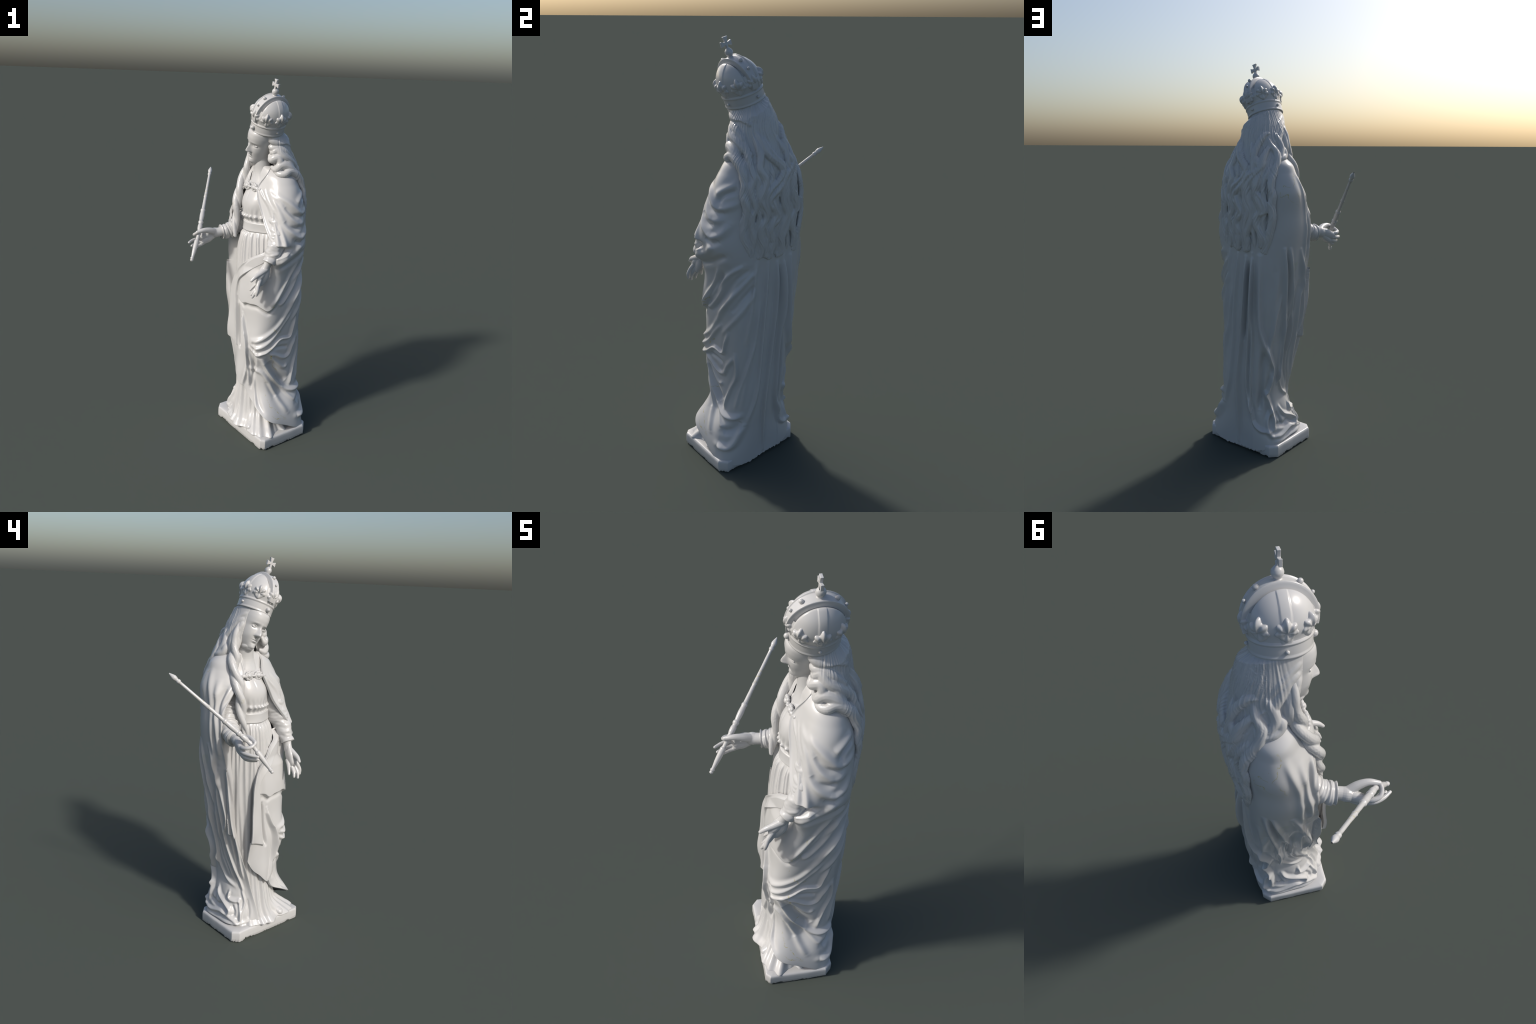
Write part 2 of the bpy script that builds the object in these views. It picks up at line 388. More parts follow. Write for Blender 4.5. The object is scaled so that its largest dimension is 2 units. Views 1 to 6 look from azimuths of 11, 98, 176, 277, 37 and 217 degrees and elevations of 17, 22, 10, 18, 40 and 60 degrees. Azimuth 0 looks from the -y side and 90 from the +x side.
# ------------------------------------------------------------------ plinth
def plinth():
    hx, hy, h = 0.240, 0.168, 0.062
    cf, cb = 0.020, 0.034                      # corner cuts, front and back
    corners = [(-hx+0.034, -hy), (hx-cf, -hy), (hx, -hy+cf), (hx, hy-cb), (hx-cb, hy), (-hx+cb, hy), (-hx, hy-cb), (-hx, -hy+0.028)]
    ring = []
    for a, b in zip(corners, corners[1:] + corners[:1]):
        k = max(4, int(np.hypot(b[0]-a[0], b[1]-a[1]) / 0.0025))
        for t in np.linspace(0, 1, k, endpoint=False):
            ring.append((a[0]+(b[0]-a[0])*t, a[1]+(b[1]-a[1])*t))
    ring = np.array(ring); m = len(ring)
    rag = np.array([max(0.0, 0.0015 + mnoise.noise((x*22, y*22, 3))*0.012 + mnoise.noise((x*95, y*95, 9))*0.007) for x, y in ring])
    wob = np.array([mnoise.noise((x*14, y*14, 5))*0.0018 for x, y in ring])
    nrm = ring/np.linalg.norm(ring, axis=1)[:, None]
    rows = []
    for inset, height in ((0.12, rag*0), (0.012, rag*0.8), (0.003, rag), (0.0, rag + 0.003), (0.0, rag*0 + 0.022), (0.0, rag*0 + 0.036), (0.0005, rag*0 + h - 0.012),
                          (0.002, rag*0 + h - 0.006), (0.005, rag*0 + h - 0.002), (0.010, rag*0 + h), (0.03, rag*0 + h + 0.001), (0.10, rag*0 + h + 0.002), (0.15, rag*0 + h + 0.002)):
        s = np.clip(1 - inset/np.linalg.norm(ring, axis=1), 0, 1)
        rows.append(np.column_stack([ring*s[:, None] + nrm*wob[:, None]*(0.0 if inset > 0.02 else 1.0), height]))
    V = np.stack(rows, 1)
    F = grid_faces(m, V.shape[1], True)
    o = add('plinth', mesh_from('plinth', V.reshape(-1, 3), F))
    return o

# ------------------------------------------------------------------ drapery
def edge_l(z): return spline([e[0] for e in EDGE_L], [e[1] for e in EDGE_L], z)
def edge_r(z): return spline([e[0] for e in EDGE_R], [e[1] for e in EDGE_R], z) + 360
def hem(a): return spline([h[0] for h in HEM], [h[1] for h in HEM], a)

BULGES = [  # angle, height, spreads, amount: limbs under the cloth and hollows between them
    (5, 0.30, 24, 0.16, 0.042), (50, 0.13, 16, 0.10, 0.044), (-25, 0.60, 14, 0.10, 0.018), (-2, 0.08, 24, 0.07, 0.010), (68, 1.12, 12, 0.085, 0.036),
    (100, 1.13, 28, 0.07, 0.014), (5, 0.52, 14, 0.10, 0.012), (42, 0.56, 20, 0.09, 0.028), (-102, 1.38, 28, 0.09, 0.024), (42, 1.30, 26, 0.12, -0.028), (165, 0.20, 40, 0.30, -0.010), (-68, 0.72, 18, 0.20, 0.010), (-20, 0.22, 14, 0.09, -0.016),
    (-45, 0.27, 18, 0.11, -0.014), (80, 0.28, 16, 0.08, -0.024), (-70, 0.07, 48, 0.10, -0.018), (-75, 0.40, 25, 0.15, -0.008)]
PEPLUM = [(-12, 0.82), (0, 0.815), (9, 0.795), (18, 0.805), (28, 0.808), (40, 0.811), (49, 0.796), (56, 0.785), (66, 0.815), (80, 0.89), (95, 0.98)]
BAND = [(0.50, 2), (0.53, 0), (0.64, -4), (0.78, -8), (0.86, -10), (0.93, -2), (1.0, 22), (1.06, 50), (1.12, 70)]

def drape_radius(phi, z):
    deg = np.degrees(phi) % 360
    sd = np.where(deg > 200, deg - 360, deg)         # signed angle for the front
    r = envelope(phi, z)
    for group in (FOLDS_SLEEVE, FOLDS_LAP, FOLDS_HIP, FOLDS_BACK, FOLDS_RIGHT, FOLDS_FRONT):
        r = r + fold_field(deg, z, group)*(1.65 if group is FOLDS_BACK else 0.85 if group is FOLDS_SLEEVE else 1.7 if group is FOLDS_FRONT else 1.1)
    # body under the cloth: knee and shin pushed forward, elbow, wrist, spread of the hem
    for a0, z0, sa, sz, h in BULGES:
        r = r + h*np.exp(-((sd - a0)/sa)**2 - ((z - z0)/sz)**2)
    # doubled cloth over the lap: an upper layer that ends in a loose lower rim
    zl = spline([p[0] for p in PEPLUM], [p[1] for p in PEPLUM], np.clip(sd, -12, 95))
    on = smooth(-12, 2, sd)*smooth(92, 60, sd)
    r = r + 0.016*on*smooth(0.0, 0.012, z - zl)*smooth(0.30, 0.05, z - zl) - 0.006*on*np.exp(-((z - zl + 0.012)/0.012)**2)
    # turned-back border of the front panel
    inner = spline([p[0] for p in BAND], [p[1] for p in BAND], z)
    inb = smooth(1.5, -1.5, sd - inner)*smooth(0.555, 0.570, z + 0.0012*(sd + 24))*(sd > -60)*smooth(1.16, 1.1, z)
    r = r + 0.014*inb
    r = r + fold_field(deg, z, FOLDS_HEAP)
    return r

def cloak():
    nu, nv = 600, 680
    def f(u, v):
        nom = -27 + u*(356 + 27)
        zh = hem(nom)
        zh = zh + 0.004*np.sin(nom*0.9)*np.sin(nom*0.23 + 1)*smooth(118, 135, nom)*smooth(235, 215, nom)
        z = zh + v*(1.545 - zh)
        ph = np.radians(edge_l(z) + u*(edge_r(z) - edge_l(z)))
        r = drape_radius(ph, z)
        # the upper border of the front panel lies back against the gown
        deg = np.degrees(ph); el = edge_l(z)
        hug = np.maximum(smooth(0.90, 1.0, z)*smooth(1.17, 1.13, z)*smooth(26, 0, deg - el), 0.8*smooth(0.96, 1.02, z)*smooth(1.17, 1.13, z)*smooth(61, 53, deg))
        p = spline(_GZ, _GV, z)
        gx, gy = p[..., 0] + p[..., 2]*np.sin(ph), p[..., 1] - p[..., 3]*np.cos(ph)
        rg = np.hypot(gx - AXIS[0], gy - AXIS[1]) + 0.016 + 0.022*smooth(15, 50, deg)
        r = r + (np.minimum(rg, r) - r)*hug
        # rims curl gently outwards
        r = r + 0.006*np.exp(-(u/0.012)**2)*(1 - smooth(1.02, 1.06, z)*smooth(1.22, 1.16, z)) + 0.006*np.exp(-((1-u)/0.012)**2)
        P = np.stack([AXIS[0] + r*np.sin(ph), AXIS[1] - r*np.cos(ph), z], -1)
        # at the right front the cloth returns deep towards the gown
        ret = 1 + 4.5*(u > 0.9999)*smooth(0.07, 0.14, z)*smooth(1.2, 1.12, z)
        D = np.stack([-np.sin(ph), np.cos(ph), 0*ph], -1)*ret[..., None]
        return P, D
    return add('cloak', sheet(f, nu, nv, 0.014, 'cloak'))

# ------------------------------------------------------------------ gown
GOWN = [  # z, cx, cy, a, b
    (0.06, 0.000, -0.012, 0.188, 0.152), (0.12, -0.015, 0.000, 0.156, 0.138), (0.25, -0.028, 0.008, 0.132, 0.127), (0.5, -0.04, 0.015, 0.130, 0.124),
    (0.8, -0.06, 0.015, 0.138, 0.130), (1.0, -0.07, 0.015, 0.135, 0.132), (1.10, -0.074, 0.018, 0.126, 0.128), (1.16, -0.075, 0.02, 0.112, 0.120), (1.20, -0.075, 0.02, 0.098, 0.106),
    (1.245, -0.075, 0.02, 0.095, 0.103), (1.28, -0.077, 0.022, 0.098, 0.108), (1.34, -0.08, 0.024, 0.100, 0.110), (1.38, -0.082, 0.026, 0.102, 0.104), (1.42, -0.085, 0.030, 0.104, 0.088),
    (1.45, -0.085, 0.036, 0.135, 0.080), (1.49, -0.088, 0.042, 0.135, 0.070), (1.515, -0.09, 0.044, 0.130, 0.066), (1.535, -0.09, 0.042, 0.105, 0.058), (1.55, -0.092, 0.035, 0.06, 0.050)]
_GZ = [g[0] for g in GOWN]; _GV = [g[1:] for g in GOWN]

def around(z, ph, extra):
    p = spline(_GZ, _GV, z)
    P = np.stack([p[..., 0] + (p[..., 2] + extra)*np.sin(ph), p[..., 1] - (p[..., 3] + extra)*np.cos(ph), z], -1)
    return P, np.stack([-np.sin(ph), np.cos(ph), 0*ph], -1)

def gown():
    pleats = []
    rng = np.random.default_rng(11)
    a = -105.0
    while a < 110:
        pleats.append((a, rng.uniform(0.7, 1.2), rng.uniform(-5, 5))); a += rng.uniform(7.5, 11.5)
    def skirt(u, v):
        z = 0.062 + v*(1.20 - 0.062); deg = u*360 - 180; ph = np.radians(deg)
        e = np.zeros_like(z)
        low = smooth(0.35, 0.08, z)
        for a0, k, drift in pleats:
            c = a0 + drift*smooth(1.2, 0.2, z) + 2.0*np.sin(z*7 + a0)
            w = 2.6 + 1.6*smooth(1.18, 0.7, z)
            w = w + 1.2*low
            e += k*(0.0075 + 0.0055*low)*np.exp(-((deg - c)/w)**2)*smooth(1.20, 1.17, z)
        # lowest hem spreads in loops on the plinth
        e += 0.008*low*np.sin(deg*0.19 + 1.2)*smooth(0.2, 0.08, z)
        e -= 0.024*np.exp(-((deg + 60)/20)**2)*smooth(0.48, 0.34, z)*smooth(0.062, 0.12, z)
        for c in (95, -108):       # fuller at the sides under the arms
            e += 0.055*np.exp(-((deg - c)/34)**2)*smooth(0.85, 1.0, z)
        e += 0.012*smooth(0.10, 0.062, z) + 0.046*smooth(0.16, 0.08, z)*np.exp(-((deg - 54)/20)**2)
        return around(z, ph, e)
    add('skirt', sheet(skirt, 640, 420, 0.02, 'skirt', close=True))
    def torso(u, v):
        z = 1.240 + v*(1.55 - 1.240); deg = u*360 - 180; ph = np.radians(deg)
        gather = np.sin(np.radians(deg)*24 + 0.8*np.sin(np.radians(deg)*5))
        e = 0.010*np.exp(-((z - 1.279)/0.009)**2)*(0.65 + 0.55*gather)           # puffed gathers
        e += 0.0022*gather*smooth(1.275, 1.262, z)                                # tucks below
        e += 0.003*np.sin(np.radians(deg)*24)*np.exp(-((z - 1.305)/0.018)**2)*0.5
        e -= 0.006*np.exp(-((z - 1.254)/0.010)**2)
        # two soft breasts and the pull towards the clasp
        for c in (-34, 26):
            e += 0.008*np.exp(-((deg - c)/24)**2 - ((z - 1.345)/0.045)**2)
        e -= 0.003*np.exp(-((deg + 4 + (z - 1.4)*60)/3.0)**2)*np.exp(-((z - 1.395)/0.02)**2)
        for c in (95, -108):
            e += 0.050*np.exp(-((deg - c)/34)**2)*smooth(1.44, 1.36, z)
        # neckline of the gown
        line = 1.462 + 0.040*(deg/85)**2
        e += 0.004*smooth(0.003, -0.003, z - line)
        return around(z, ph, e)
    add('torso', sheet(torso, 420, 240, 0.02, 'torso', close=True))
    def waist(u, v):
        z = 1.197 + v*(1.249 - 1.197); ph = u*2*pi
        e = 0.007 - 0.004*np.exp(-(v/0.05)**2) - 0.004*np.exp(-((1-v)/0.05)**2) + 0.0006*np.sin(ph*7)
        dg = np.degrees((ph + pi) % (2*pi) - pi)
        for c in (95, -108): e = e + 0.052*np.exp(-((dg - c)/34)**2)
        return around(z, ph, e)
    add('waistband', sheet(waist, 240, 40, 0.012, 'waistband', close=True))

def shoes():
    for path, r in ((((0.085, -0.09, 0.085), (0.092, -0.128, 0.088), (0.098, -0.152, 0.080)), (0.03, 0.030, 0.022)),
                    (((-0.02, -0.10, 0.08), (-0.015, -0.135, 0.082), (-0.012, -0.152, 0.076)), (0.026, 0.024, 0.016))):
        V, F = tube(path, r, 24, sub=6, flat=0.8, normal=(0, 0, 1))
        add('foot', mesh_from('foot', V, F))

# ------------------------------------------------------------------ clasp
def clasp():
    parts = []
    for cx, cy, cz in ((-0.120, -0.064, 1.438), (-0.058, -0.062, 1.436)):
        parts.append(ball((cx, cy, cz), (0.014, 0.011, 0.012), 20, 12))
        for k in range(9):
            a = 2*pi*k/9
            parts.append(ball((cx + 0.019*cos(a), cy + 0.004, cz + 0.017*sin(a)), (0.0085, 0.008, 0.0085), 14, 10))
    parts.append(ball((-0.089, -0.064, 1.437), (0.012, 0.008, 0.006), 16, 10))
    parts.append(tube([(-0.040, -0.060, 1.434), (-0.022, -0.054, 1.432), (-0.014, -0.050, 1.432)], [0.009, 0.008, 0.011], 14, sub=3))
    parts.append(tube([(-0.138, -0.060, 1.436), (-0.154, -0.052, 1.436)], [0.009, 0.009], 14))
    add('clasp', fuse('clasp', parts, 0.0018, 2))

# ------------------------------------------------------------------ head frame
HEAD_O = dvec((-0.040, 0.004, 1.770))
_z = dvec((0.352, -0.055, 0.934)); HZ = _z / np.linalg.norm(_z)
_x = dvec((1, 0, 0)) - HZ*HZ[0]; HX = _x / np.linalg.norm(_x)
HY = np.cross(HZ, HX)
HM = np.column_stack([HX, HY, HZ])
def hp(P): return np.asarray(P, float) @ HM.T + HEAD_O      # head frame -> statue frame
HEAD_MAT = Matrix([[*HM[i], HEAD_O[i]] for i in range(3)] + [[0, 0, 0, 1]])

# height in the head frame against: half width, front depth, back depth
SKULL = [(-0.2225, 0.0001, -0.0001, 0.0001), (-0.2215, 0.010, -0.044, 0.004), (-0.219, 0.018, -0.056, 0.012), (-0.208, 0.030, -0.071, 0.022), (-0.190, 0.043, -0.076, 0.036),
         (-0.165, 0.054, -0.081, 0.05), (-0.135, 0.062, -0.086, 0.07), (-0.105, 0.067, -0.091, 0.085), (-0.08, 0.071, -0.100, 0.09), (-0.055, 0.073, -0.102, 0.09), (-0.032, 0.071, -0.096, 0.088),
         (-0.018, 0.066, -0.082, 0.08), (0.01, 0.055, -0.06, 0.06), (0.03, 0.03, -0.03, 0.03), (0.04, 0.0001, -0.0001, 0.0001)]

def head():
    seg, ring = 220, 200
    z = np.linspace(-0.2225, 0.04, ring); a = np.linspace(0, 2*pi, seg, endpoint=False)
    A_, Zg = np.meshgrid(a, z, indexing='ij')
    p = spline([s_[0] for s_ in SKULL], [s_[1:] for s_ in SKULL], Zg)
    cs, sn = np.sin(A_), -np.cos(A_)
    X = p[..., 0]*np.sign(cs)*np.abs(cs)**0.88
    Y = np.where(sn < 0, -p[..., 1]*sn, p[..., 2]*sn)
    Y = np.where(sn < 0, -np.abs(p[..., 1])*np.abs(sn)**0.95, Y)
    front = smooth(0.25, 0.6, -sn)
    g = lambda cx, cz, sx, sz: np.exp(-((X - cx)/sx)**2 - ((Zg - cz)/sz)**2)
    d = np.zeros_like(X)
    wn = 0.0075 + 0.005*smooth(-0.105, -0.138, Zg)
    d -= (0.003*smooth(-0.075, -0.095, Zg) + 0.024*smooth(-0.090, -0.138, Zg))*np.exp(-(X/wn)**2)*smooth(-0.149, -0.142, Zg)   # nose
    for s in (-1, 1):
        d -= 0.006*g(s*0.0095, -0.1395, 0.006, 0.006)       # nostril wings
        d += 0.0105*g(s*0.029, -0.1025, 0.0150, 0.0095)     # eye sockets
        d -= 0.0020*g(s*0.030, -0.0865, 0.018, 0.0050)      # brows
        d -= 0.0035*g(s*0.036, -0.145, 0.018, 0.022)        # cheeks
    d -= 0.0040*g(0, -0.1615, 0.0125, 0.0038) + 0.0042*g(0, -0.1715, 0.0110, 0.0040)    # lips
    d += 0.0030*g(0, -0.1665, 0.0150, 0.0014) + 0.0035*g(0, -0.181, 0.014, 0.0045) + 0.003*g(0, -0.153, 0.004, 0.006)
    d -= 0.005*g(0, -0.199, 0.018, 0.013)                   # chin
    Y = Y + d*front
    X = X + 0.006*smooth(-0.15, -0.21, Zg)
    skull = (hp(np.stack([X, Y, Zg], -1).reshape(-1, 3)), grid_faces(seg, ring, True))
    capl = ball(hp((0, 0, 0.02)), (0.05, 0.06, 0.03), 32, 20)
    neck = tube([hp((0, 0.012, -0.12)), (-0.094, 0.012, 1.57), (-0.092, 0.016, 1.52), (-0.09, 0.024, 1.47)], [0.050, 0.047, 0.050, 0.072], 40, sub=6)
    chin = ball(hp((0, -0.035, -0.198)), (0.03, 0.034, 0.02), 24, 16)
    lids = []
    for s in (-1, 1):
        t = np.linspace(-1, 1, 15)
        for up, rr in ((1, 0.0021), (-1, 0.0016)):
            xx = 0.0295 + 0.0125*t; yy = -0.0795 + 0.55*(xx - 0.0295) + 0.004*t*t
            zz = -0.1035 + up*(0.0058 if up > 0 else 0.0048)*(1 - t*t) - 0.001*t
            lids.append(tube(hp(np.stack([s*xx, yy, zz], -1)), rr*(1 - 0.35*t*t), 10))
    me = fuse('head', [skull, capl, neck, chin] + lids, 0.0013, 1)
    for s in (-1, 1):
        V, F = ball((s*0.0295, -0.0735, -0.1035), (0.0125, 0.0065, 0.0070), 28, 18)
        add('eye', mesh_from('eye', hp(V), F))
    # one skin, then cut into head and neck along the jaw
    head_o = add('head', me)
    n = len(me.vertices); co = np.zeros(n*3, np.float32); me.vertices.foreach_get('co', co); co = co.reshape(-1, 3)
    no = np.zeros(n*3, np.float32); me.vertices.foreach_get('normal', no); no = no.reshape(-1, 3)
    q = (co - HEAD_O) @ HM
    is_neck = (q[:, 2] < -0.175 - 0.75*(q[:, 1] + 0.03)) & (q[:, 1] > -0.052) | (co[:, 2] < 1.555)
    bm = bmesh.new(); bm.from_mesh(me); bm.verts.ensure_lookup_table()
    keep = []
    for want in (False, True):
        b2 = bm.copy()
        b2.faces.ensure_lookup_table()
        kill = [f for f in b2.faces if (sum(bool(is_neck[v.index]) for v in f.verts)*2 > len(f.verts)) != want]
        lay = b2.verts.layers.int.new('src')
        for v in b2.verts: v[lay] = v.index
        bmesh.ops.delete(b2, geom=kill, context='FACES')
        src = np.array([v[lay] for v in b2.verts], int)
        b2.verts.layers.int.remove(lay)
        m2 = bpy.data.meshes.new('neck' if want else 'head'); b2.to_mesh(m2); b2.free()
        keep.append((m2, src))
    bm.free()
    bpy.data.objects.remove(head_o)
    for (m2, src), nm in zip(keep, ('head', 'neck')):
        add(nm, m2); m2.normals_split_custom_set_from_vertices(no[src].tolist())

# ------------------------------------------------------------------ crown
def crown_leaf_mesh():
    """relief leaf standing on the band at angle 0 (-y), curling off the dome"""
    ns, nt = 64, 72
    s = np.linspace(-1, 1, ns); t = np.linspace(0, 1, nt)
    S, T = np.meshgrid(s, t, indexing='ij')
    x = S*0.038; zz = T*0.078 - 0.004
    # five-lobed outline measured from the heart of the leaf
    ang = np.arctan2(x, zz - 0.030); rho = np.hypot(x, zz - 0.030)
    lim = 0.026 + 0*ang
    for a0, L in ((0.0, 0.018), (0.8, 0.010), (-0.8, 0.010), (1.65, 0.007), (-1.65, 0.007), (pi, 0.004), (-pi, 0.004)):
        lim = lim + L*np.exp(-((ang - a0)/0.30)**2)
    inside = np.clip(1 - (rho/lim)**6, 0, 1)
    lobe = lim - 0.026
    hgt = 0.85*(0.0085 + 0.42*lobe + 0.006*smooth(0.02, 0.06, zz) - 0.003*np.exp(-(rho/0.012)**2) + 0.0008*np.cos(x*420)*smooth(0.0, 0.03, zz))*inside**0.5 - 0.0055
    zh = 0.020 + zz
    rd = 0.0955*np.sqrt(np.clip(1 - ((zh - 0.055)/0.104)**2, 0.02, 1)); rd = np.where(zh < 0.055, np.minimum(rd, 0.0955 - (0.055 - zh)*0.16), rd)
    r = rd + hgt
    a = x/0.095
    P = np.stack([r*np.sin(a), -r*np.cos(a), zh], -1)
    return mesh_from('crown_leaf', P.reshape(-1, 3), grid_faces(ns, nt))

def crown():
    band = lathe([(0.070, -0.030), (0.0865, -0.031), (0.0885, -0.029), (0.0885, -0.025), (0.0865, -0.022), (0.0868, -0.018), (0.0872, 0.006), (0.0872, 0.009), (0.0905, 0.012),
                  (0.0905, 0.016), (0.0885, 0.018), (0.0885, 0.021), (0.085, 0.024), (0.03, 0.026)], 128)
    crown_o = add('crown', mesh_from('crown', *band), matrix=HEAD_MAT @ Matrix.Diagonal((0.98, 1.07, 1.0, 1.0)))
    # two side domes, each with a shallow double seam
    seg, ring = 200, 110
    a = np.linspace(0, 2*pi, seg, endpoint=False); t = np.linspace(0.0, 1.0, ring)
    A_, T_ = np.meshgrid(a, t, indexing='ij')
    el = T_*(pi/2 - 0.01)
    zz = np.where(T_ < 0.2, 0.018 + (T_/0.2)*0.037, 0.055 + 0.1035*np.sin((T_ - 0.2)/0.8*(pi/2)))
    rr = np.where(T_ < 0.2, 0.0875 + 0.0075*smooth(0, 0.2, T_), 0.095*np.cos((T_ - 0.2)/0.8*(pi/2)))
    x = rr*np.cos(A_); y = rr*np.sin(A_)
    rr2 = 1 + 0.0
    seam = 0.0022*smooth(0.0155, 0.0125, np.abs(y))*smooth(0.03, 0.05, np.abs(x))
    groove = -0.012*np.exp(-((np.abs(x) - 0.030)/0.0055)**2)*smooth(0.05, 0.08, zz)
    k = 1 + (seam + groove)/0.095
    V = np.stack([x*k, y*k, 0.055 + (zz - 0.055)*k], -1)
    add('crown_dome', mesh_from('crown_dome', V.reshape(-1, 3), grid_faces(seg, ring, True)), crown_o)
    # crest: broad strap front to back with raised rims
    na, nw = 150, 60
    a = np.linspace(radians(-14), radians(194), na); w = np.linspace(-1, 1, nw)
    Aa, W = np.meshgrid(a, w, indexing='ij')
    taper = 0.72 + 0.28*np.sin(np.clip(Aa, 0, pi))
    hw = 0.029*taper
    rim = 0.004*np.exp(-((np.abs(W) - 0.82)/0.11)**2) - 0.016*smooth(0.90, 1.0, np.abs(W))
    rad = 0.0985 + rim + 0.0015*(1 - W*W)
    P = np.stack([W*hw, -np.cos(Aa)*rad, 0.055 + np.sin(Aa)*rad*1.07], -1)
    add('crown_crest', mesh_from('crown_crest', P.reshape(-1, 3), grid_faces(na, nw)), crown_o)
    # eight leaves
    lm = crown_leaf_mesh()
    lm.materials.append(GLAZE); lm.polygons.foreach_set('use_smooth', np.ones(len(lm.polygons), bool))
    rng = np.random.default_rng(3)
    for k in range(8):
        o = bpy.data.objects.new('crown_leaf', lm); bpy.context.scene.collection.objects.link(o); o.parent = crown_o
        s = rng.uniform(0.95, 1.06)
        o.matrix_local = Matrix.Rotation(2*pi*k/8, 4, 'Z') @ Matrix.Diagonal((1.012, 1.012, s, 1))
    # pearls: four on the band, six on the crest
    pm = mesh_from('pearl', *ball((0, 0, 0), (1, 1, 1), 24, 16)); pm.materials.append(GLAZE); pm.polygons.foreach_set('use_smooth', np.ones(len(pm.polygons), bool))
    def pearl(p, r):
        o = bpy.data.objects.new('pearl', pm); bpy.context.scene.collection.objects.link(o); o.parent = crown_o
        o.matrix_local = Matrix.Translation(p) @ Matrix.Scale(r, 4)
    pearl((0, -0.091, -0.008), 0.0115)
    for p in ((0.090, 0, -0.008), (-0.090, 0, -0.008), (0, 0.091, -0.008)): pearl(p, 0.006)
    for ang, r in ((32, 0.0058), (57, 0.0085), (123, 0.0085), (148, 0.0058)):
        b = radians(ang); pearl((0, -cos(b)*0.104, 0.055 + sin(b)*0.104*1.07), r)
    # orb with cross
    orb = lathe([(0.0, 0.150), (0.020, 0.152), (0.016, 0.158), (0.010, 0.164), (0.013, 0.169), (0.0165, 0.176), (0.017, 0.182), (0.0145, 0.190), (0.008, 0.197), (0.0045, 0.201), (0.004, 0.21), (0.0, 0.212)], 40, 4)
    add('orb', mesh_from('orb', *orb), crown_o)
    c = dvec((0.034, -0.012, 1.972)); parts = []
    ax = dvec((0.972, 0.0, -0.235)); up = dvec((0.235, -0.05, 0.97)); up /= np.linalg.norm(up)
    yv = np.cross(up, ax)
    for d, w, L in ((ax, up, 0.026), (-ax, up, 0.026), (up, ax, 0.028), (-up, ax, 0.036)):
        flare = 0.0115 if L < 0.03 else 0.0055
        prof = [(-0.004, 0.0055), (0.35*L, 0.0058), (0.7*L, 0.5*(0.0058 + flare)), (L, flare)]
        V = np.array([c + d*t + w*h*sx + yv*0.0055*sy for t, h in prof for sx, sy in ((-1, -1), (1, -1), (1, 1), (-1, 1))])
        F = [(4*k + j, 4*k + (j + 1) % 4, 4*k + 4 + (j + 1) % 4, 4*k + 4 + j) for k in range(3) for j in range(4)] + [(3, 2, 1, 0), (12, 13, 14, 15)]
        parts.append((V, np.array(F)))
    parts = [(((V - HEAD_O) @ HM)/dvec((0.98, 1.07, 1.0)), F) for V, F in parts]
    add('cross', fuse('cross', parts, 0.001, 3), crown_o)
    return crown_o

# ------------------------------------------------------------------ hair
HAIR = [  # z, cx, cy, a, b of the loose hair
    (1.08, -0.066, 0.028, 0.250, 0.166), (1.2, -0.068, 0.035, 0.255, 0.170), (1.3, -0.07, 0.048, 0.247, 0.163), (1.40, -0.07, 0.064, 0.218, 0.148),
    (1.45, -0.07, 0.074, 0.190, 0.135), (1.50, -0.07, 0.080, 0.160, 0.120), (1.55, -0.07, 0.072, 0.138, 0.116), (1.60, -0.068, 0.054, 0.122, 0.119),
    (1.65, -0.066, 0.042, 0.104, 0.112), (1.70, -0.060, 0.029, 0.092, 0.108), (1.74, -0.050, 0.018, 0.086, 0.100), (1.80, -0.036, 0.010, 0.078, 0.085)]

def hair_radius(deg, z):
    p = spline([h[0] for h in HAIR], [h[1:] for h in HAIR], np.asarray(z, float)); ph = np.radians(deg)
    cx, cy, a, b = (p[..., k] for k in range(4))
    dx, dy = np.sin(ph), -np.cos(ph); ox, oy = AXIS[0] - cx, AXIS[1] - cy
    A2 = (dx/a)**2 + (dy/b)**2; B2 = 2*(ox*dx/a**2 + oy*dy/b**2); C2 = (ox/a)**2 + (oy/b)**2 - 1
    return (-B2 + np.sqrt(np.maximum(B2*B2 - 4*A2*C2, 0)))/(2*A2)

def on_hair(deg, z, lift=0.0):
    deg = np.asarray(deg, float); z = np.asarray(z, float)
    r = hair_radius(deg, z) + lift; ph = np.radians(deg)
    return np.stack([AXIS[0] + r*np.sin(ph), AXIS[1] - r*np.cos(ph), z + 0*ph], -1)

def hair_span(z): return spline([1.08, 1.2, 1.4, 1.48, 1.55, 1.62, 1.70, 1.78], [47, 50, 51, 54, 68, 84, 100, 112], z)
def hair_left(z): return spline([1.08, 1.2, 1.4, 1.47, 1.51, 1.54, 1.60, 1.66, 1.72, 1.78], [47, 50, 50, 52, 90, 106, 118, 132, 146, 152], z)
def hair_right(z): return spline([1.08, 1.2, 1.4, 1.47, 1.53, 1.56, 1.60, 1.66, 1.72, 1.78], [47, 50, 51, 56, 90, 110, 122, 130, 138, 150], z)

def lock(degs, zs, rad, lift=0.0, flat=0.75):
    p = on_hair(np.array(degs), np.array(zs), lift)
    ph = np.radians(np.array(degs)); nrm = np.stack([np.sin(ph), -np.cos(ph), 0*ph], -1)
    return tube(p, np.broadcast_to(np.asarray(rad, float), len(degs)).copy(), 12, flat=flat, normal=nrm, sub=5)

